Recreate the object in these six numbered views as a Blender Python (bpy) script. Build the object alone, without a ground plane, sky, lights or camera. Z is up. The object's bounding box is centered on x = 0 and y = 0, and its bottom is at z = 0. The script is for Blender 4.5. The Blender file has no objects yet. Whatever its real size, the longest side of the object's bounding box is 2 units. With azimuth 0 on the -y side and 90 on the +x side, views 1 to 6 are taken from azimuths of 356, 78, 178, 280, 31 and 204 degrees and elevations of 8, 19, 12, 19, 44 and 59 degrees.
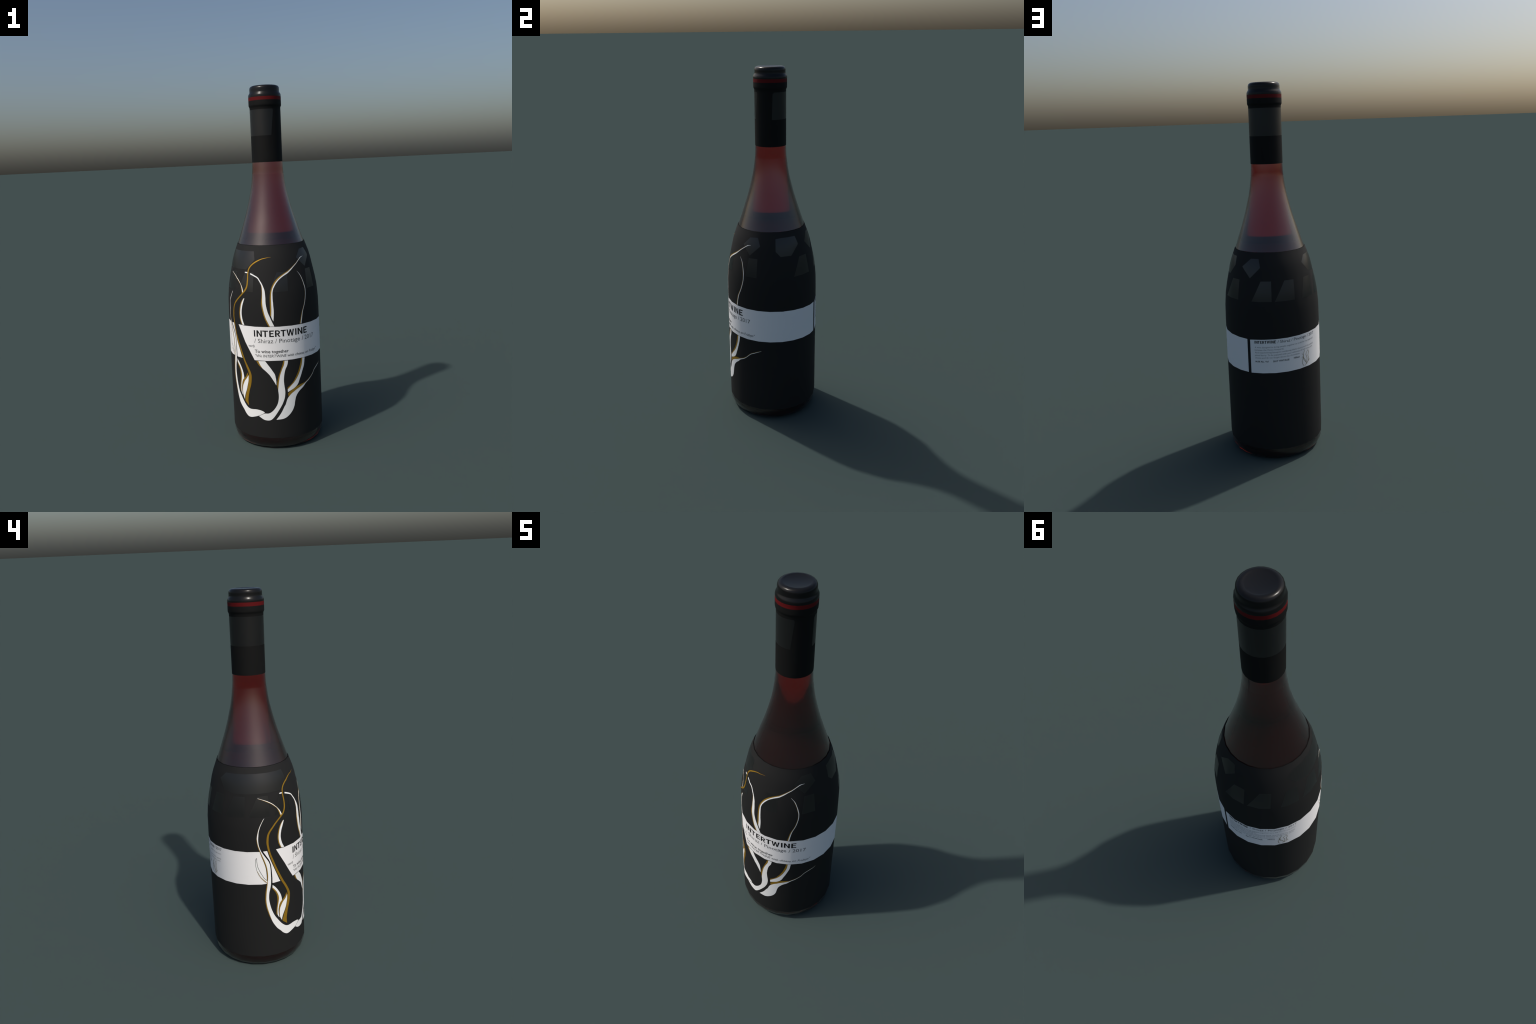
import bpy, bmesh, math, random
from mathutils import Vector

random.seed(7)
SIDES = 24
STEP = 360.0 / SIDES
COL = bpy.context.scene.collection

# ----------------------------------------------------------------------------
# profiles: (height, radius), metres
# ----------------------------------------------------------------------------
SLEEVE_TOP, SLEEVE_BOTTOM = 1.1385, 0.069
SLEEVE = [(0.069, 0.2592), (0.085, 0.2599), (0.30, 0.2597), (0.55, 0.2597), (0.74, 0.2594),
          (0.82, 0.2578), (0.892, 0.2520), (0.945, 0.2430), (0.996, 0.2322), (1.05, 0.2205), (1.08, 0.2118),
          (1.108, 0.2017), (1.1385, 0.1905)]
GLASS = [(0.0, 0.221), (0.004, 0.2315), (0.014, 0.2435), (0.030, 0.2525), (0.050, 0.2575), (0.069, 0.2582), (0.10, 0.2570),
         (0.55, 0.2568), (0.74, 0.2564), (0.82, 0.2548), (0.892, 0.2490), (0.945, 0.2400), (0.996, 0.2292),
         (1.05, 0.2175), (1.08, 0.2088), (1.108, 0.1985), (1.1385, 0.1872),
         (1.20, 0.1665), (1.265, 0.1448), (1.29, 0.1368), (1.325, 0.1263), (1.36, 0.1170), (1.42, 0.1024),
         (1.465, 0.0946), (1.51, 0.0890), (1.545, 0.0864), (1.583, 0.0850), (1.62, 0.0815), (1.86, 0.0815),
         (1.90, 0.0790), (1.955, 0.0780)]
CAPSULE = [(1.585, 0.0853), (1.62, 0.0854), (1.729, 0.0853), (1.80, 0.0853), (1.868, 0.0855), (1.881, 0.0858),
           (1.8875, 0.0884), (1.891, 0.0902), (1.897, 0.0906), (1.9195, 0.0906), (1.9375, 0.0908),
           (1.944, 0.0909), (1.950, 0.0902), (1.956, 0.0874), (1.9615, 0.0836), (1.967, 0.0826),
           (1.978, 0.0828), (1.985, 0.0825), (1.9915, 0.0806), (1.9965, 0.0758), (1.9995, 0.0690),
           (2.0000, 0.0620), (1.9988, 0.0570), (1.9975, 0.0520), (1.9975, 0.0)]


def lerp_table(table, x):
    if x <= table[0][0]:
        return table[0][1]
    for (x0, y0), (x1, y1) in zip(table, table[1:]):
        if x <= x1:
            return y0 + (y1 - y0) * (x - x0) / (x1 - x0)
    return table[-1][1]


def slope(table, z, d=0.012):
    return (lerp_table(table, z + d) - lerp_table(table, z - d)) / (2 * d)


def facet_point(a, z, r):
    """point of the 24-sided body at azimuth a (degrees, 0 faces -y) for ring radius r"""
    d = math.radians(a % STEP - STEP / 2)
    rr = r * math.cos(math.radians(STEP / 2)) / math.cos(d)
    t = math.radians(a)
    return Vector((rr * math.sin(t), -rr * math.cos(t), z))


def smooth_normal(a, z, table):
    t = math.radians(a)
    return Vector((math.sin(t), -math.cos(t), -slope(table, z))).normalized()


# ----------------------------------------------------------------------------
# materials
# ----------------------------------------------------------------------------
def new_mat(name, color, rough, spec=0.5, metal=0.0):
    m = bpy.data.materials.new(name)
    m.use_nodes = True
    b = m.node_tree.nodes["Principled BSDF"]
    b.inputs["Base Color"].default_value = (*color, 1)
    b.inputs["Roughness"].default_value = rough
    b.inputs["Specular IOR Level"].default_value = spec
    b.inputs["Metallic"].default_value = metal
    return m, m.node_tree, b


def add_noise(nt, scale, detail=2.0, coord="Object"):
    tc = nt.nodes.new("ShaderNodeTexCoord")
    n = nt.nodes.new("ShaderNodeTexNoise")
    n.inputs["Scale"].default_value = scale
    n.inputs["Detail"].default_value = detail
    nt.links.new(tc.outputs[coord], n.inputs["Vector"])
    return n, tc


def map_range(nt, sock, a0, a1, b0, b1):
    r = nt.nodes.new("ShaderNodeMapRange")
    r.inputs[1].default_value, r.inputs[2].default_value = a0, a1
    r.inputs[3].default_value, r.inputs[4].default_value = b0, b1
    nt.links.new(sock, r.inputs[0])
    return r.outputs[0]


def paper_mat(name, color, rough, spec, grain=0.06, bump=0.02):
    m, nt, b = new_mat(name, color, rough, spec)
    n, _ = add_noise(nt, 160.0, 3.0)
    mix = nt.nodes.new("ShaderNodeMix")
    mix.data_type = 'RGBA'
    mix.inputs[6].default_value = (*[c * (1 - grain) for c in color], 1)
    mix.inputs[7].default_value = (*[min(1, c * (1 + grain)) for c in color], 1)
    nt.links.new(n.outputs["Fac"], mix.inputs[0])
    nt.links.new(mix.outputs[2], b.inputs["Base Color"])
    bp = nt.nodes.new("ShaderNodeBump")
    bp.inputs["Strength"].default_value = bump
    bp.inputs["Distance"].default_value = 0.002
    nt.links.new(n.outputs["Fac"], bp.inputs["Height"])
    nt.links.new(bp.outputs["Normal"], b.inputs["Normal"])
    return m


MAT_SLEEVE = paper_mat("black_label_paper", (0.0126, 0.0125, 0.0123), 0.75, 0.27, 0.10, 0.03)
MAT_SLEEVE_SHADE = paper_mat("deep_black_ink", (0.005, 0.005, 0.005), 0.8, 0.06, 0.10, 0.02)
MAT_PATCH, _, _ = new_mat("varnished_label_paper", (0.0140, 0.0140, 0.0138), 0.28, 0.54)
MAT_BAND = paper_mat("white_label_paper", (0.90, 0.885, 0.880), 0.75, 0.15, 0.02, 0.03)
MAT_WHITE = paper_mat("white_ink", (0.89, 0.89, 0.875), 0.75, 0.15, 0.01, 0.01)
MAT_GOLD = paper_mat("gold_ink", (0.44, 0.25, 0.024), 0.48, 0.3, 0.05, 0.01)
MAT_GOLD.node_tree.nodes["Principled BSDF"].inputs["Metallic"].default_value = 0.5
MAT_TEXT = paper_mat("black_print", (0.012, 0.012, 0.012), 0.75, 0.12, 0.05, 0.0)
MAT_TEXT_GREY = paper_mat("grey_print", (0.045, 0.045, 0.045), 0.75, 0.12, 0.05, 0.0)
MAT_TEXT_FAINT = paper_mat("faint_grey_print", (0.30, 0.30, 0.30), 0.75, 0.15, 0.05, 0.0)
MAT_EMBLEM = paper_mat("emblem_grey_print", (0.20, 0.20, 0.19), 0.75, 0.15, 0.05, 0.0)
MAT_EMBLEM_GOLD = paper_mat("emblem_gold_print", (0.42, 0.34, 0.16), 0.7, 0.15, 0.05, 0.0)
MAT_CAPSULE = paper_mat("black_foil", (0.0078, 0.0078, 0.0076), 0.65, 0.13, 0.08, 0.01)
MAT_CAPSULE_GLOSS, _, _ = new_mat("glossy_black_foil", (0.0095, 0.0095, 0.0095), 0.34, 0.46)
MAT_CAP, _, _ = new_mat("satin_black_foil", (0.0065, 0.0065, 0.0068), 0.27, 0.25)
MAT_RED = paper_mat("red_foil", (0.105, 0.006, 0.007), 0.6, 0.12, 0.05, 0.01)
MAT_WINE, _, _ = new_mat("dark_wine", (0.010, 0.003, 0.003), 0.5, 0.0)


def glass_mat():
    m, nt, b = new_mat("dark_red_glass", (0.76, 0.022, 0.013), 0.14, 0.5)
    b.inputs["Transmission Weight"].default_value = 0.990
    b.inputs["IOR"].default_value = 1.45
    b.inputs["Coat Weight"].default_value = 1.0
    b.inputs["Coat IOR"].default_value = 1.57
    # the short cylinder below the capsule is polished, the shoulder is satin with faint smudges
    n, tc = add_noise(nt, 14.0, 2.0)
    sep = nt.nodes.new("ShaderNodeSeparateXYZ")
    nt.links.new(tc.outputs["Object"], sep.inputs[0])
    mask = map_range(nt, sep.outputs["Z"], 1.519, 1.525, 0.0, 1.0)
    smudge = map_range(nt, n.outputs["Fac"], 0.35, 0.75, 0.29, 0.33)
    mx = nt.nodes.new("ShaderNodeMix")
    mx.data_type = 'FLOAT'
    nt.links.new(mask, mx.inputs[0])
    nt.links.new(smudge, mx.inputs[2])
    mx.inputs[3].default_value = 0.07
    nt.links.new(mx.outputs[0], b.inputs["Coat Roughness"])
    return m


MAT_GLASS = glass_mat()

# ----------------------------------------------------------------------------
# the thing and its parts
# ----------------------------------------------------------------------------
ROOT = bpy.data.objects.new("wine_bottle", None)
ROOT["label"] = "dark red glass wine bottle with black wrap label and white branches"
ROOT["category"] = "wine bottle"
COL.objects.link(ROOT)


def add_object(name, mesh, mat, parent=ROOT):
    o = bpy.data.objects.new(name, mesh)
    mesh.materials.append(mat)
    COL.objects.link(o)
    o.parent = parent
    return o


def lathe(name, rings, mat, parent=ROOT, close_ends=True, sides=SIDES, smooth_angle=None):
    """24-sided surface of revolution through (z, r) rings; r = 0 makes a pole"""
    bm = bmesh.new()
    loops = []
    for z, r in rings:
        if r <= 0:
            loops.append([bm.verts.new((0, 0, z))])
        else:
            loops.append([bm.verts.new(facet_point(i * 360.0 / sides, z, r)) for i in range(sides)])
    for lo, hi in zip(loops, loops[1:]):
        for i in range(sides):
            j = (i + 1) % sides
            vs = [lo[i % len(lo)], lo[j % len(lo)], hi[j % len(hi)], hi[i % len(hi)]]
            vs = list(dict.fromkeys(vs))
            if len(vs) > 2:
                bm.faces.new(vs)
    if close_ends:
        for lp, flip in ((loops[0], True), (loops[-1], False)):
            if len(lp) > 1:
                bm.faces.new(lp[::-1] if flip else lp)
    bmesh.ops.recalc_face_normals(bm, faces=bm.faces)
    me = bpy.data.meshes.new(name)
    bm.to_mesh(me)
    bm.free()
    me.polygons.foreach_set("use_smooth", [True] * len(me.polygons))
    if smooth_angle:
        me.set_sharp_from_angle(angle=math.radians(smooth_angle))
    return add_object(name, me, mat, parent)


# --- glass: one solid body with a shallow punt underneath --------------------
punt = [(0.030, 0.0), (0.028, 0.07), (0.020, 0.13), (0.006, 0.180), (0.0, 0.196)]
lathe("glass_body", punt + GLASS, MAT_GLASS, smooth_angle=75)

# --- wine filling the body up to the shoulder ----------------------------------
WINE = [(0.040, 0.0), (0.040, 0.215), (0.055, 0.240)] + [(z, r - 0.007) for z, r in GLASS if 0.09 < z < 1.10] + [(1.10, 0.190), (1.10, 0.0)]
lathe("wine", WINE, MAT_WINE, close_ends=False, smooth_angle=40)

# --- black wrap label: thin shell around the body ------------------------------
sleeve_in = [(z, r - 0.0024) for z, r in SLEEVE]
sleeve_part = lathe("wrap_label", SLEEVE + sleeve_in[::-1] + SLEEVE[:1], MAT_SLEEVE, close_ends=False, smooth_angle=50)

# near-black ring modelled as the gap's shadow line between label rim and glass
lathe("label_gap_shadow", [(1.1386, 0.1906), (1.1397, 0.1893), (1.1399, 0.1874), (1.1392, 0.1862)], MAT_SLEEVE_SHADE, sleeve_part,
      close_ends=False)

# --- capsule over the neck ------------------------------------------------------
RING_LO, RING_HI = 1.9195, 1.9375
low = [p for p in CAPSULE if p[0] <= RING_LO and p[1] > 0.08]
inner = [(z, r) for z, r in [(1.90, 0.0835), (1.585, 0.0825)]]
capsule_part = lathe("capsule_sleeve", inner[::-1][:1] + low, MAT_CAPSULE, close_ends=False, smooth_angle=40)
lathe("capsule_stripe", [(RING_LO, 0.0906), (1.928, 0.0907), (RING_HI, 0.0908)], MAT_RED, capsule_part, close_ends=False)
CAP_TOP = CAPSULE[CAPSULE.index((1.9375, 0.0908)):]
cap_part = lathe("capsule_top", CAP_TOP, MAT_CAP, close_ends=False, sides=48)


# ----------------------------------------------------------------------------
# things printed on the 24-sided surface: drawn flat in (azimuth, height), cut
# along the facets, then wrapped
# ----------------------------------------------------------------------------
def wrap(name, bm, mat, off, table=SLEEVE, parent=ROOT):
    for k in range(-13, 26):
        geom = bm.verts[:] + bm.edges[:] + bm.faces[:]
        bmesh.ops.bisect_plane(bm, geom=geom, dist=1e-6, plane_co=(k * STEP, 0, 0), plane_no=(1, 0, 0))
    for z, _ in table:
        geom = bm.verts[:] + bm.edges[:] + bm.faces[:]
        bmesh.ops.bisect_plane(bm, geom=geom, dist=1e-7, plane_co=(0, z, 0), plane_no=(0, 1, 0))
    normals = []
    bm.verts.index_update()
    for v in bm.verts:
        a, z = v.co.x, v.co.y
        n = smooth_normal(a, z, table)
        normals.append(n)
        v.co = facet_point(a, z, lerp_table(table, z)) + n * off
    for f in bm.faces:
        f.smooth = True
        f.normal_update()
        c = f.calc_center_median()
        if f.normal.dot(Vector((c.x, c.y, 0.0))) < 0:
            f.normal_flip()
    me = bpy.data.meshes.new(name)
    bm.to_mesh(me)
    bm.free()
    me.normals_split_custom_set_from_vertices(normals)
    return add_object(name, me, mat, parent)


def spline(pts, per=8):
    out = []
    for i in range(len(pts) - 1):
        p0 = pts[max(i - 1, 0)]
        p1, p2 = pts[i], pts[i + 1]
        p3 = pts[min(i + 2, len(pts) - 1)]
        for s in range(per):
            t = s / per
            out.append(tuple(0.5 * ((2 * b) + (c - a) * t + (2 * a - 5 * b + 4 * c - d) * t * t
                                    + (3 * b - a - 3 * c + d) * t ** 3) for a, b, c, d in zip(p0, p1, p2, p3)))
    out.append(pts[-1])
    return out


def resample(poly, n):
    """n points evenly spaced by length (degrees are shrunk to metres first)"""
    k = 0.0045
    acc = [0.0]
    for p, q in zip(poly, poly[1:]):
        acc.append(acc[-1] + math.hypot((q[0] - p[0]) * k, q[1] - p[1]))
    out, j = [], 0
    for i in range(n):
        s = acc[-1] * i / (n - 1)
        while j < len(acc) - 2 and acc[j + 1] < s:
            j += 1
        w = (s - acc[j]) / max(acc[j + 1] - acc[j], 1e-9)
        out.append(tuple(a + (b - a) * w for a, b in zip(poly[j], poly[j + 1])))
    return out


def ribbon(name, left, right, mat, off, parent, n=None, table=SLEEVE):
    """strip between two edge curves given as (azimuth, height) control points"""
    a, b = spline(left), spline(right)
    if len(left) != len(right) or n:
        n = n or 10 * max(len(left), len(right))
        a, b = resample(a, n), resample(b, n)
    bm = bmesh.new()
    va = [bm.verts.new((x, y, 0)) for x, y in a]
    vb = [bm.verts.new((x, y, 0)) for x, y in b]
    for i in range(len(va) - 1):
        bm.faces.new((va[i], vb[i], vb[i + 1], va[i + 1]))
    bmesh.ops.remove_doubles(bm, verts=bm.verts[:], dist=1e-6)
    bmesh.ops.triangulate(bm, faces=bm.faces[:])
    return wrap(name, bm, mat, off, table, parent)


def polygon(name, pts, mat, off, parent, table=SLEEVE):
    bm = bmesh.new()
    f = bm.faces.new([bm.verts.new((x, y, 0)) for x, y in pts])
    bmesh.ops.triangulate(bm, faces=[f])
    return wrap(name, bm, mat, off, table, parent)


# heights of the patches, band and strokes above the black paper
OFF_PATCH, OFF_BAND, OFF_LINE, OFF_INK, OFF_GOLD, OFF_TOP = 0.0003, 0.0005, 0.0007, 0.0009, 0.0011, 0.0013

# --- polished facets in two rows -------------------------------------------------
UPPER = [[(43, 1.106), (56, 1.109), (61, 1.066), (46, 1.010), (32, 1.064)],
         [(83.7, 1.104), (91, 1.109), (117, 1.109), (120, 1.065), (106, 1.010), (90, 1.010), (83.3, 1.038)],
         [(149, 1.108), (161, 1.108), (164, 1.065), (150, 1.010), (135.5, 1.065)],
         [(-131.5, 1.072), (-122, 1.105), (-87, 1.108), (-34, 1.108), (-31.2, 1.064), (-44, 1.011),
          (-85, 1.010), (-106, 1.010), (-120.5, 1.022)]]
LOWER_TOPS = [(0, 14, -11, 13), (45, 58, 42, 58), (119, 133, 107, 134), (165, 178.4, 153.5, 178.3),
              (195.6, 208.6, 182, 207), (225, 239, 218, 238.5), (254, 269, 244, 268.5),
              (284.7, 298.2, 272.4, 298.8), (314.5, 328.5, 304, 328.3)]
for pts in UPPER:
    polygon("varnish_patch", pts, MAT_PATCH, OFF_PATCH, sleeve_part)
for t0, t1, b0, b1 in LOWER_TOPS:
    if t0 > 180:
        t0, t1, b0, b1 = t0 - 360, t1 - 360, b0 - 360, b1 - 360
    polygon("varnish_patch", [(t0, 0.996), (t1, 0.996), (b1, 0.892), (b0, 0.892)], MAT_PATCH, OFF_PATCH, sleeve_part)

# glossy upper half of the capsule, open at the front right
CAPTAB = [p for p in CAPSULE if p[0] <= 1.89]
polygon("gloss_panel", [(83, 1.729), (373.5, 1.729), (384, 1.862), (382, 1.870), (92, 1.870), (86, 1.862)],
        MAT_CAPSULE_GLOSS, 0.0003, capsule_part, CAPTAB)

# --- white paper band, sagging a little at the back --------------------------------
SAG = [(-295, -0.004), (-270, -0.006), (-255, -0.007), (-240, -0.010), (-225, -0.013), (-210, -0.0165),
       (-195, -0.0125), (-180, -0.010), (-165, -0.0075), (-150, -0.005), (-135, -0.003), (-120, -0.002),
       (-100, -0.001), (0, 0.0), (45, -0.002), (75, -0.004), (105, -0.007), (120, -0.010), (135, -0.013),
       (150, -0.0165), (165, -0.0125), (180, -0.010)]


def sag(a):
    return lerp_table(SAG, a)


BAND_HI, BAND_LO = 0.7028, 0.5133


def band_piece(start_edge, end_edge, lo=None, hi=None):
    """start_edge/end_edge: bottom-to-top (azimuth, height) control points"""
    e0, e1 = resample(spline(start_edge), 24), resample(spline(end_edge), 24)
    bm = bmesh.new()
    rows = []
    cols = 120
    for (a0, z0), (a1, z1) in zip(e0, e1):
        row = []
        for i in range(cols + 1):
            a = a0 + (a1 - a0) * i / cols
            z = z0 + (z1 - z0) * i / cols
            f = (z - BAND_LO) / (BAND_HI - BAND_LO)
            row.append(bm.verts.new((a, z + sag(a) * (0.65 + 0.35 * f), 0)))
        rows.append(row)
    for r0, r1 in zip(rows, rows[1:]):
        for i in range(cols):
            bm.faces.new((r0[i], r0[i + 1], r1[i + 1], r1[i]))
    return wrap("label_band", bm, MAT_BAND, OFF_BAND, SLEEVE, sleeve_part)


front = band_piece([(-32.6, BAND_LO), (-41.2, 0.580), (-48.7, 0.642), (-56.0, BAND_HI)],
                   [(146.7, BAND_LO), (146.7, BAND_HI)])
back = band_piece([(-209.4, BAND_LO), (-209.4, BAND_HI)],
                  [(-51.6, BAND_LO), (-52.6, 0.520), (-56.5, 0.566), (-60.6, 0.614), (-64.4, 0.663), (-66.9, BAND_HI)])

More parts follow.
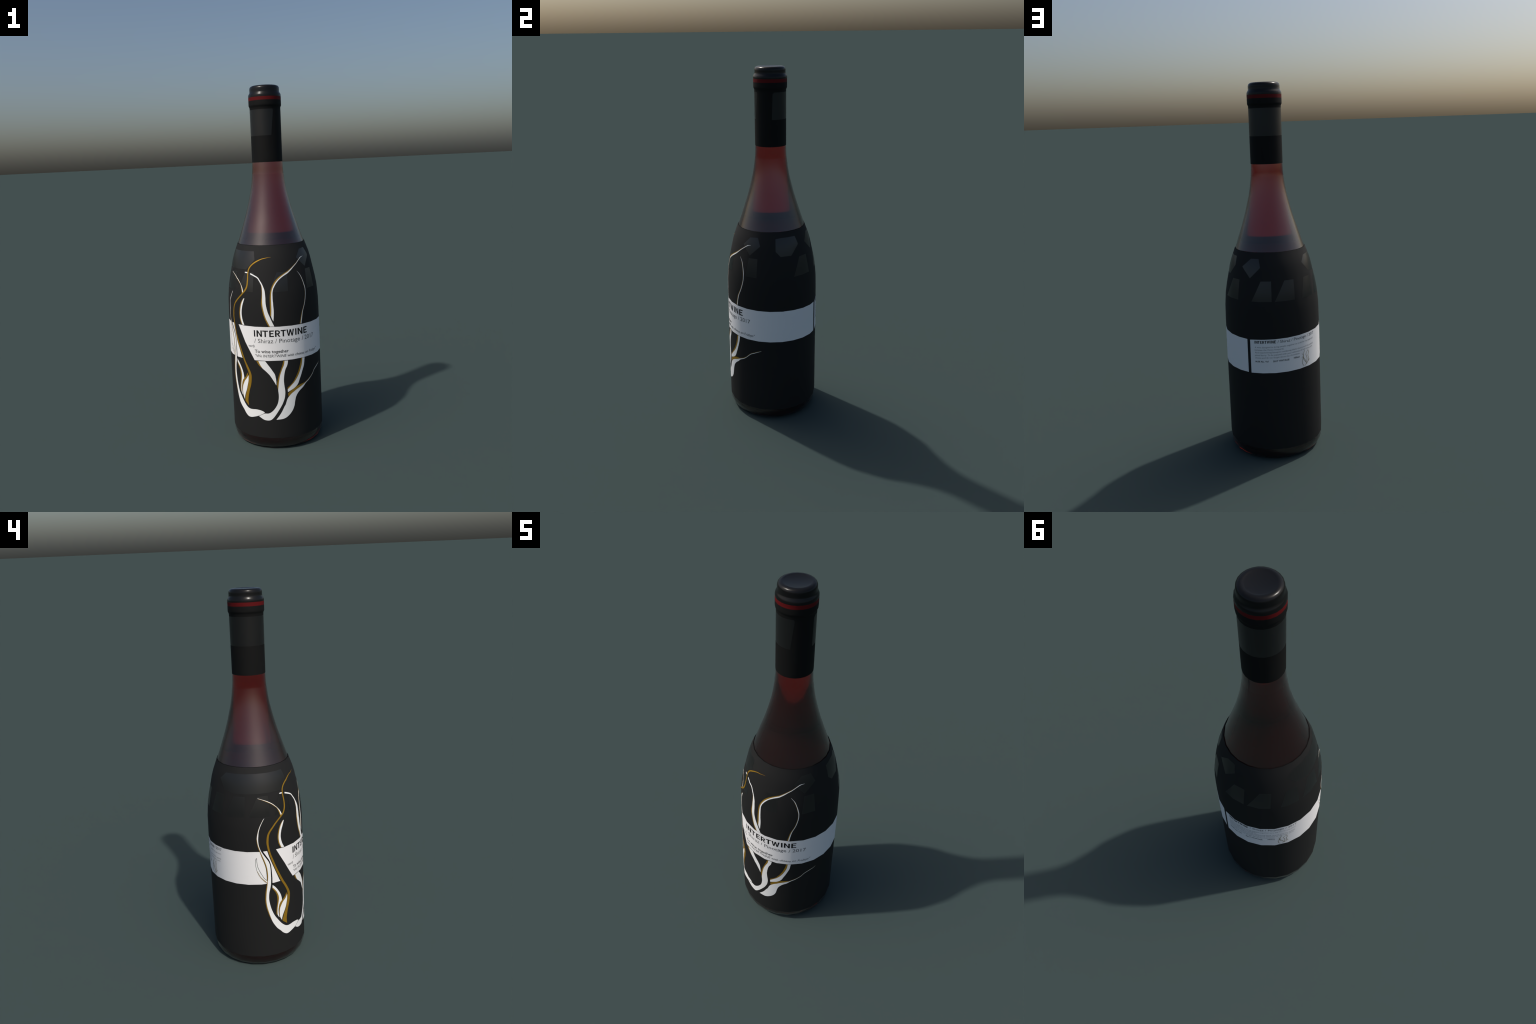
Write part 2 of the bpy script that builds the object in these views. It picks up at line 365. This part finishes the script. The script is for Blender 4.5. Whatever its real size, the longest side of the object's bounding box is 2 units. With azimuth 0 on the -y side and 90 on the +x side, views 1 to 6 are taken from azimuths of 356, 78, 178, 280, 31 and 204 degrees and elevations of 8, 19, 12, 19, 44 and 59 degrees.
# --- branch drawing: every stroke is a white ribbon with a gold edge on its left ------
STROKES = {
    # name: (gold outer edge, inner edge shared by gold and white, right edge)
    "shoulder_hook": (
        [(-22.4, 0.944), (-20.8, 0.929), (-20.0, 0.898), (-20.3, 0.868), (-21.1, 0.834), (-20.4, 0.805), (-18.3, 0.763),
         (-15.4, 0.729), (-12.9, 0.705)],
        [(-36.9, 0.986), (-30.5, 0.976), (-26.1, 0.966), (-23.8, 0.953), (-21.6, 0.938), (-20.0, 0.922), (-19.5, 0.898),
         (-19.6, 0.868), (-19.7, 0.834), (-19.0, 0.805), (-16.9, 0.763), (-13.9, 0.729), (-11.4, 0.705)],
        [(-36.6, 0.993), (-29.9, 0.982), (-25.1, 0.970), (-22.5, 0.955), (-20.1, 0.940), (-18.2, 0.924), (-16.3, 0.901),
         (-15.5, 0.865), (-15.3, 0.829), (-13.5, 0.787), (-11.6, 0.763), (-9.0, 0.734), (-6.1, 0.705)]),
    "crossing_root": (
        [(-30.2, 0.510), (-28.5, 0.495), (-26.2, 0.481), (-23.0, 0.470)],
        [(-27.8, 0.510), (-25.6, 0.488), (-23.0, 0.470), (-18.9, 0.454), (-14.3, 0.433), (-10.9, 0.408), (-8.5, 0.389),
         (-6.9, 0.374)],
        [(-19.1, 0.511), (-14.3, 0.482), (-11.0, 0.459), (-8.1, 0.437), (-7.2, 0.420), (-6.7, 0.405), (-6.5, 0.388),
         (-6.7, 0.374)]),
    "rising_shoot": (
        [(37.0, 1.056), (34.2, 1.049), (26.1, 1.028), (20.5, 1.013), (14.8, 0.999), (7.8, 0.984), (1.6, 0.969),
         (-3.0, 0.950), (-6.6, 0.926), (-8.4, 0.906), (-9.6, 0.885), (-10.1, 0.854), (-10.3, 0.815), (-10.4, 0.787),
         (-10.5, 0.765)],
        [(46.1, 1.066), (39.6, 1.061), (33.4, 1.045), (26.7, 1.026), (21.2, 1.011), (15.4, 0.996), (9.1, 0.982),
         (2.9, 0.965), (-1.9, 0.946), (-5.2, 0.925), (-7.0, 0.908), (-8.0, 0.890), (-8.6, 0.864), (-8.7, 0.828),
         (-8.8, 0.794), (-9.3, 0.760), (-6.9, 0.733)],
        [(45.9, 1.065), (40.8, 1.058), (34.0, 1.041), (26.3, 1.019), (20.1, 1.001), (14.4, 0.986), (7.5, 0.971),
         (2.0, 0.955), (-1.9, 0.936), (-4.2, 0.920), (-5.6, 0.908), (-6.5, 0.890), (-6.7, 0.859), (-6.4, 0.828),
         (-6.0, 0.791), (-6.3, 0.760), (-6.9, 0.733)]),
    "slender_shoot": (
        [(33.2, 0.966), (35.6, 0.938), (36.9, 0.914), (37.7, 0.892), (37.3, 0.862), (35.4, 0.828), (32.9, 0.799),
         (29.4, 0.767), (27.3, 0.731), (25.8, 0.705)],
        [(29.4, 0.992), (33.7, 0.966), (36.1, 0.938), (37.4, 0.914), (38.2, 0.893), (37.9, 0.862), (36.2, 0.829),
         (33.9, 0.800), (30.8, 0.769), (28.7, 0.733), (27.5, 0.705)],
        [(29.6, 0.992), (34.5, 0.967), (37.1, 0.939), (38.7, 0.916), (39.5, 0.894), (39.2, 0.864), (37.5, 0.831),
         (35.3, 0.802), (32.4, 0.772), (30.6, 0.736), (29.6, 0.705)]),
    "slender_root": (
        [(26.4, 0.511), (24.9, 0.480), (21.7, 0.439), (17.2, 0.404), (12.4, 0.376), (6.9, 0.356)],
        [(28.2, 0.511), (27.0, 0.476), (23.8, 0.437), (19.6, 0.404), (14.6, 0.379), (7.0, 0.346)],
        [(31.7, 0.511), (30.3, 0.473), (27.2, 0.434), (23.8, 0.398), (19.2, 0.361), (7.2, 0.330)]),
    "central_root": (
        [(2.9, 0.510), (1.7, 0.488), (-1.2, 0.453), (-4.2, 0.412), (-5.6, 0.381), (-5.4, 0.361), (-4.7, 0.346)],
        [(4.5, 0.510), (3.5, 0.487), (0.9, 0.462), (-1.7, 0.429), (-3.3, 0.395), (-4.2, 0.366), (-4.7, 0.346),
         (-4.3, 0.320), (-4.5, 0.296), (-6.0, 0.267), (-9.4, 0.241), (-13.2, 0.223), (-17.6, 0.212), (-22.5, 0.210),
         (-25.5, 0.203)],
        [(8.9, 0.510), (7.8, 0.485), (5.1, 0.460), (3.5, 0.431), (2.7, 0.398), (3.2, 0.366), (3.9, 0.334),
         (3.2, 0.305), (1.7, 0.284), (-0.9, 0.259), (-4.8, 0.230), (-9.8, 0.197), (-14.2, 0.177), (-18.5, 0.171),
         (-22.9, 0.173), (-26.1, 0.180), (-30.2, 0.193)]),
    "cradle_root": (
        [(-70.5, 0.876), (-74.4, 0.845), (-76.7, 0.819), (-78.4, 0.785), (-78.6, 0.766), (-77.8, 0.736), (-76.1, 0.708),
         (-73.8, 0.676), (-71.3, 0.644), (-69.3, 0.613), (-68.2, 0.584), (-67.9, 0.550), (-68.1, 0.532), (-69.0, 0.501),
         (-70.4, 0.468), (-71.1, 0.434), (-71.2, 0.406), (-70.3, 0.373), (-68.6, 0.342), (-66.5, 0.312),
         (-63.7, 0.283)],
        [(-68.7, 0.883), (-70.2, 0.876), (-74.3, 0.844), (-76.5, 0.817), (-78.1, 0.785), (-78.1, 0.766), (-77.1, 0.736),
         (-75.2, 0.708), (-72.6, 0.675), (-70.2, 0.645), (-68.2, 0.613), (-67.2, 0.583), (-67.0, 0.549),
         (-68.1, 0.501), (-69.2, 0.467), (-69.9, 0.433), (-70.0, 0.406), (-69.2, 0.375), (-67.7, 0.345),
         (-65.8, 0.313), (-63.7, 0.283), (-61.2, 0.260), (-57.4, 0.233), (-53.3, 0.213), (-49.7, 0.194),
         (-45.7, 0.182), (-41.7, 0.179), (-36.9, 0.184), (-31.5, 0.193), (-25.8, 0.205), (-22.6, 0.215)],
        [(-68.5, 0.883), (-69.6, 0.875), (-73.4, 0.843), (-75.4, 0.815), (-76.5, 0.787), (-76.8, 0.766), (-76.2, 0.736),
         (-74.2, 0.707), (-71.4, 0.683), (-68.5, 0.662), (-65.9, 0.642), (-64.2, 0.619), (-63.6, 0.585),
         (-63.5, 0.527), (-64.5, 0.487), (-66.1, 0.458), (-66.7, 0.426), (-66.1, 0.398), (-64.7, 0.367),
         (-62.6, 0.337), (-60.0, 0.311), (-56.5, 0.286), (-53.0, 0.263), (-49.9, 0.247), (-46.2, 0.234),
         (-42.0, 0.227), (-38.0, 0.227), (-33.9, 0.229), (-29.9, 0.229), (-25.6, 0.224), (-22.6, 0.217)]),
    "inner_root": (
        [(-62.6, 0.482), (-60.3, 0.467), (-57.9, 0.448), (-56.7, 0.430), (-56.4, 0.414), (-56.5, 0.393), (-57.3, 0.371),
         (-58.0, 0.348), (-58.2, 0.325), (-57.6, 0.316)],
        [(-62.2, 0.486), (-59.8, 0.474), (-56.8, 0.454), (-54.9, 0.432), (-54.3, 0.413), (-54.8, 0.395), (-55.6, 0.378),
         (-56.4, 0.358), (-56.9, 0.335), (-56.7, 0.315), (-55.1, 0.299)],
        [(-61.9, 0.501), (-58.6, 0.486), (-54.7, 0.460), (-51.8, 0.433), (-50.5, 0.408), (-50.7, 0.394), (-53.2, 0.381),
         (-54.4, 0.367), (-55.3, 0.344), (-55.2, 0.321), (-54.4, 0.297)]),
    "leaf_bud": (
        [(-44.2, 0.435), (-46.1, 0.416), (-49.4, 0.399), (-52.1, 0.389), (-53.8, 0.373), (-54.6, 0.350), (-54.6, 0.324),
         (-54.0, 0.300), (-52.8, 0.287)],
        [(-42.9, 0.420), (-45.7, 0.401), (-49.0, 0.385), (-51.4, 0.367), (-53.2, 0.348), (-53.9, 0.323),
         (-53.5, 0.299), (-51.2, 0.275)],
        [(-42.7, 0.418), (-43.0, 0.392), (-44.6, 0.362), (-46.6, 0.334), (-48.9, 0.311), (-49.9, 0.299),
         (-50.6, 0.288), (-51.0, 0.275)]),
    "swept_shoot": (
        [(-75.2, 0.986), (-70.2, 0.977), (-63.7, 0.963), (-59.1, 0.952), (-55.3, 0.938), (-52.0, 0.924), (-50.0, 0.906),
         (-48.9, 0.891), (-48.4, 0.879)],
        [(-75.2, 0.987), (-70.2, 0.979), (-63.6, 0.966), (-58.8, 0.954), (-54.7, 0.940), (-51.4, 0.926), (-49.2, 0.909),
         (-48.0, 0.894), (-47.4, 0.883)],
        [(-75.1, 0.989), (-70.1, 0.981), (-63.5, 0.970), (-58.2, 0.957), (-54.1, 0.942), (-50.8, 0.927), (-48.4, 0.912),
         (-46.9, 0.898), (-46.0, 0.887)]),
    "thorn_shoot": (
        [(-45.9, 0.853), (-49.9, 0.830), (-52.0, 0.807), (-53.3, 0.779), (-53.4, 0.757), (-52.5, 0.732), (-49.8, 0.706)],
        [(-44.3, 0.855), (-45.5, 0.852), (-48.4, 0.833), (-50.6, 0.808), (-51.9, 0.779), (-52.1, 0.758), (-51.2, 0.733),
         (-48.9, 0.706)],
        [(-44.2, 0.854), (-44.5, 0.849), (-46.3, 0.828), (-48.2, 0.804), (-49.3, 0.778), (-49.2, 0.757), (-47.9, 0.731),
         (-45.2, 0.705)]),
    "sweeping_root": (
        [(63.6, 0.451), (59.3, 0.447), (53.9, 0.436), (48.7, 0.425), (45.3, 0.412), (41.7, 0.397), (36.9, 0.384),
         (31.0, 0.372), (25.2, 0.364), (17.7, 0.354), (11.7, 0.339), (7.1, 0.322)],
        [(63.6, 0.450), (59.6, 0.444), (54.2, 0.433), (49.0, 0.422), (45.7, 0.409), (42.0, 0.393), (37.2, 0.378),
         (31.0, 0.366), (24.5, 0.351), (17.1, 0.336), (11.7, 0.320), (8.0, 0.303), (5.9, 0.288), (3.7, 0.261),
         (2.1, 0.250), (-1.8, 0.217), (-5.6, 0.192), (-8.3, 0.177)],
        [(63.7, 0.448), (60.0, 0.441), (54.6, 0.428), (49.4, 0.417), (46.0, 0.404), (42.3, 0.389), (37.5, 0.372),
         (32.0, 0.357), (27.4, 0.343), (23.0, 0.329), (19.5, 0.313), (17.2, 0.296), (15.6, 0.270), (14.7, 0.249),
         (12.5, 0.225), (9.0, 0.204), (4.3, 0.187), (-0.1, 0.180), (-4.3, 0.177), (-8.2, 0.176)]),
}
DRAWING = bpy.data.objects.new("branch_drawing", None)
COL.objects.link(DRAWING)
DRAWING.parent = ROOT

# slim tips: the first stations of these strokes are pulled in toward their inner edge
SLIM = {"slender_shoot": (12, 0.66), "swept_shoot": (6, 0.75), "sweeping_root": (8, 0.6), "cradle_root": (4, 0.75),
        "rising_shoot": (4, 0.75)}


def slim(edge, core, count, factor):
    out = []
    for i, p in enumerate(edge):
        f = factor if i < count else 1.0
        q = min(spline(core), key=lambda c: math.hypot((c[0] - p[0]) * 0.0045, c[1] - p[1]))
        out.append((q[0] + (p[0] - q[0]) * f, q[1] + (p[1] - q[1]) * f))
    return out


for key, (gold, inner_edge, right) in STROKES.items():
    if key in SLIM:
        gold, right = slim(gold, inner_edge, *SLIM[key]), slim(right, inner_edge, *SLIM[key])
    ribbon("white_branch", inner_edge, right, MAT_WHITE, OFF_INK, DRAWING)
    # the gold edge follows the part of the inner edge that lies beside it
    def near(p):
        return min(range(len(inner_edge)),
                   key=lambda i: math.hypot((inner_edge[i][0] - p[0]) * 0.0045, inner_edge[i][1] - p[1]))
    i0, i1 = sorted((near(gold[0]), near(gold[-1])))
    ribbon("gold_edge", gold, inner_edge[i0:i1 + 1], MAT_GOLD, OFF_GOLD, DRAWING, n=8 * len(gold))

# short white tip behind the gold vine
ribbon("white_branch", [(-45.9, 0.9955), (-45.3, 0.997), (-43.6, 0.998), (-41.0, 0.996)],
       [(-45.9, 0.995), (-45.4, 0.994), (-43.9, 0.992), (-41.0, 0.991)], MAT_WHITE, OFF_INK, DRAWING)
# the long gold vine
ribbon("gold_vine",
       [(-7.0, 1.0768), (-11.0, 1.076), (-20.4, 1.070), (-29.9, 1.055), (-37.1, 1.034), (-40.5, 1.014), (-41.4, 0.991),
        (-41.1, 0.958), (-41.8, 0.923), (-44.6, 0.898), (-49.3, 0.877), (-58.2, 0.841), (-65.2, 0.800), (-67.3, 0.756),
        (-66.6, 0.722), (-64.8, 0.685), (-61.6, 0.639), (-57.3, 0.585), (-51.0, 0.519), (-46.4, 0.479), (-42.4, 0.437),
        (-42.4, 0.404), (-43.5, 0.374), (-45.3, 0.342), (-48.1, 0.308), (-49.6, 0.284), (-50.3, 0.268)],
       [(-7.0, 1.0762), (-11.0, 1.0745), (-20.4, 1.066), (-28.9, 1.050), (-35.5, 1.031), (-38.8, 1.012), (-39.8, 0.989),
        (-39.4, 0.956), (-39.9, 0.921), (-42.5, 0.896), (-47.3, 0.875), (-56.2, 0.839), (-63.1, 0.799), (-64.9, 0.755),
        (-64.4, 0.720), (-62.7, 0.684), (-59.2, 0.637), (-54.5, 0.582), (-47.7, 0.514), (-42.6, 0.472), (-38.5, 0.430),
        (-38.4, 0.397), (-39.6, 0.366), (-41.9, 0.335), (-43.7, 0.301), (-44.6, 0.276), (-44.1, 0.245)],
       MAT_GOLD, OFF_TOP, DRAWING)
# black outline that parts the cradle root from the white band, and the black gap left of the gold vine
ribbon("ink_outline",
       [(-75.9, 0.705), (-73.9, 0.674), (-71.7, 0.644), (-69.8, 0.614), (-68.8, 0.584), (-68.5, 0.550), (-68.7, 0.532),
        (-69.5, 0.506)],
       [(-72.2, 0.705), (-68.3, 0.675), (-64.9, 0.648), (-63.1, 0.622), (-62.4, 0.591), (-61.9, 0.550), (-61.9, 0.532),
        (-62.0, 0.506)], MAT_SLEEVE_SHADE, OFF_LINE, DRAWING)
# outlined twig drawn on the band
TWIG_L = [(-80.0, 0.666), (-80.9, 0.653), (-81.1, 0.627), (-80.3, 0.602), (-78.8, 0.578), (-76.4, 0.555), (-73.5, 0.537),
          (-69.2, 0.514)]
TWIG_R = [(-79.1, 0.666), (-79.1, 0.644), (-78.4, 0.618), (-76.4, 0.593), (-73.7, 0.568), (-71.8, 0.551), (-69.9, 0.540),
          (-67.5, 0.530)]
ribbon("ink_outline", TWIG_L, TWIG_R, MAT_TEXT, OFF_LINE, DRAWING)
ribbon("white_branch", [(a + 0.42, z - 0.0012) for a, z in TWIG_L], [(a - 0.42, z - 0.0012) for a, z in TWIG_R],
       MAT_WHITE, OFF_INK, DRAWING)
ribbon("gold_edge", [(-79.6, 0.592), (-78.2, 0.577), (-76.0, 0.556), (-73.1, 0.538), (-69.0, 0.517)],
       [(-79.2, 0.591), (-77.8, 0.578), (-75.6, 0.558), (-72.6, 0.541), (-68.6, 0.521)], MAT_GOLD, OFF_GOLD, DRAWING)


# ----------------------------------------------------------------------------
# lettering, wrapped on the band with the built-in font
# ----------------------------------------------------------------------------
def lettering(name, text, a0, a1, base, cap, mat, bold=0.0, shear=0.0, off=0.0009, tilt=0.0, use_sag=False):
    cu = bpy.data.curves.new(name, 'FONT')
    cu.body = text
    cu.size = 1.0
    cu.offset = bold
    cu.shear = shear
    cu.resolution_u = 3
    cu.fill_mode = 'FRONT'
    tmp = bpy.data.objects.new(name, cu)
    COL.objects.link(tmp)
    dg = bpy.context.evaluated_depsgraph_get()
    me = bpy.data.meshes.new_from_object(tmp.evaluated_get(dg))
    bpy.data.objects.remove(tmp)
    bpy.data.curves.remove(cu)
    bm = bmesh.new()
    bm.from_mesh(me)
    bpy.data.meshes.remove(me)
    xs = [v.co.x for v in bm.verts]
    x0, x1 = min(xs), max(xs)
    for v in bm.verts:
        f = (v.co.x - x0) / (x1 - x0)
        a = a0 + (a1 - a0) * f
        z = base + v.co.y / CAP_HEIGHT * cap + tilt * f
        if use_sag:
            z += sag(a) * 0.9
        v.co = (a, z, 0)
    return wrap(name, bm, mat, off, SLEEVE, LETTERS)


CAP_HEIGHT = 0.73
LETTERS = bpy.data.objects.new("printed_text", None)
COL.objects.link(LETTERS)
LETTERS.parent = ROOT


def block_outline(ch, w, t):
    """outline of a bold grotesque capital, cap height 1, width w, stem t (degrees)"""
    b = 0.172
    if ch == "I":
        return [(0, 0), (w, 0), (w, 1), (0, 1)]
    if ch == "N":
        return [(0, 0), (t, 0), (t, 0.66), (w - t, 0), (w, 0), (w, 1), (w - t, 1), (w - t, 0.34), (t, 1), (0, 1)]
    if ch == "T":
        m = w / 2
        return [(m - t / 2, 0), (m + t / 2, 0), (m + t / 2, 1 - b), (w, 1 - b), (w, 1), (0, 1), (0, 1 - b), (m - t / 2, 1 - b)]
    if ch == "E":
        return [(0, 0), (w, 0), (w, b), (t, b), (t, 0.43), (0.88 * w, 0.43), (0.88 * w, 0.59), (t, 0.59), (t, 1 - b),
                (w, 1 - b), (w, 1), (0, 1)]
    if ch == "W":
        return [(0, 1), (0.20 * w, 0), (0.365 * w, 0), (0.5 * w, 0.66), (0.635 * w, 0), (0.80 * w, 0), (w, 1),
                (w - t, 1), (0.725 * w, 0.28), (0.58 * w, 1), (0.42 * w, 1), (0.275 * w, 0.28), (t, 1)]


def block_word(name, word, extents, t, base, cap, mat, off=0.0009, use_sag=False):
    """heavy capitals drawn from their outlines; extents holds each letter's first and last azimuth"""
    bm = bmesh.new()

    def face(pts, a0):
        f = bm.faces.new([bm.verts.new((a0 + x, y, 0)) for x, y in pts])
        f.normal_update()
        bmesh.ops.triangulate(bm, faces=[f])
    for ch, (a0, a1) in zip(word, extents):
        w = a1 - a0
        if ch != "R":
            face(block_outline(ch, w, t), a0)
            continue
        face([(0, 0), (t, 0), (t, 1), (0, 1)], a0)
        face([(0.40 * w, 0.37), (0.66 * w, 0.385), (w, 0.03), (w, 0), (0.72 * w, 0)], a0)
        outer, inner = [(t, 1.0)], [(t, 0.83)]
        for k in range(13):
            an = math.radians(90 - 15 * k)
            outer.append((0.52 * w + 0.43 * w * math.cos(an), 0.685 + 0.315 * math.sin(an)))
            inner.append((0.50 * w + 0.20 * w * math.cos(an), 0.685 + 0.145 * math.sin(an)))
        outer.append((t, 0.37))
        inner.append((t, 0.54))
        for k in range(len(outer) - 1):
            face([outer[k], outer[k + 1], inner[k + 1], inner[k]], a0)
    for v in bm.verts:
        v.co.y = base + v.co.y * cap + (sag(v.co.x) * 0.9 if use_sag else 0.0)
    return wrap(name, bm, mat, off, SLEEVE, LETTERS)


HEAD = [(-31.9, -30.1), (-28.4, -21.6), (-21.0, -14.0), (-12.6, -7.0), (-5.7, 0.6), (1.2, 7.6), (8.3, 18.0), (19.6, 21.4),
        (23.0, 29.8), (31.4, 37.2)]
block_word("headline", "INTERTWINE", HEAD, 1.8, 0.6470, 0.0362, MAT_TEXT)
lettering("grape_line", "/ Shiraz / Pinotage / 2017", -31.7, 48.7, 0.6122, 0.0252, MAT_TEXT_GREY, bold=-0.004)
lettering("small_word", "verb", -40.2, -31.6, 0.5855, 0.0165, MAT_TEXT_GREY, shear=0.3)
lettering("subtitle", "To wine together", -31.7, 10.2, 0.5567, 0.0182, MAT_TEXT_GREY, bold=0.014)
lettering("motto", "\"We INTERTWINE with cheese on Fridays\"", -31.4, 55.2, 0.5325, 0.0160, MAT_TEXT_GREY, shear=0.2)
W = 360.0
k = (181.5 - 156.0) / (37.2 + 31.9)
block_word("back_headline", "INTERTWINE", [(156.0 - W + (p + 31.9) * k, 156.0 - W + (q + 31.9) * k) for p, q in HEAD], 0.84,
           0.6800, 0.0155, MAT_TEXT, use_sag=True)
lettering("back_grapes", "/ Shiraz / Pinotage / 2017", -176.7, -124.8, 0.6790, 0.0162, MAT_TEXT_GREY, use_sag=True)
for line, end, z in (("A wine designed to bring people together as it did for my wife and I", -126.0, 0.6555),
                     ("between the Haven Vineyards.", -169.3, 0.6412),
                     ("And intertwining bouquet combining black cherry and the special", -126.6, 0.6268),
                     ("pitted berry. To be enjoyed with your selection of red meat, pork", -127.9, 0.6122),
                     ("cheese and do not forget about the chocolates.", -149.3, 0.5978)):
    lettering("back_text", line, 156.0 - W, end, z, 0.0088, MAT_TEXT_FAINT, use_sag=True)
lettering("back_fact", "14.0% Alc. Vol", 155.8 - W, 172.0 - W, 0.5770, 0.0088, MAT_TEXT, bold=0.02, use_sag=True)
lettering("back_fact", "2017 VINTAGE", 177.3 - W, -163.3, 0.5770, 0.0092, MAT_TEXT, bold=0.02, use_sag=True)
lettering("back_fact", "750ml", -157.8, -150.2, 0.5785, 0.0092, MAT_TEXT, bold=0.02, use_sag=True)

# small branch emblem on the back: thin dark outlines with a little gold
EMBLEM = [
    [(-142.1, 0.606), (-143.6, 0.590), (-144.8, 0.570), (-143.4, 0.552), (-140.8, 0.538), (-139.8, 0.530)],
    [(-136.3, 0.604), (-139.0, 0.592), (-140.2, 0.578), (-138.8, 0.562), (-138.9, 0.546), (-139.8, 0.530), (-141.8, 0.519)],
    [(-137.0, 0.600), (-135.9, 0.588), (-137.0, 0.572), (-136.4, 0.556), (-136.9, 0.540), (-138.4, 0.532)],
    [(-146.5, 0.590), (-144.2, 0.580), (-144.6, 0.566), (-146.2, 0.552), (-145.8, 0.534), (-143.8, 0.520), (-141.2, 0.518)],
    [(-146.8, 0.566), (-145.0, 0.572), (-143.2, 0.560), (-141.0, 0.546), (-140.6, 0.536)],
    [(-135.0, 0.550), (-136.2, 0.540), (-138.0, 0.536), (-139.4, 0.524)],
]
for i, path in enumerate(EMBLEM):
    w = 0.16
    ribbon("emblem_line", [(a - w, z) for a, z in path], [(a + w, z + 0.0004) for a, z in path], MAT_EMBLEM, 0.0009,
           LETTERS)
    ribbon("emblem_line", [(a + 0.25, z) for a, z in path], [(a + 0.5, z) for a, z in path],
           MAT_EMBLEM_GOLD, 0.0010, LETTERS)

bpy.context.view_layer.update()
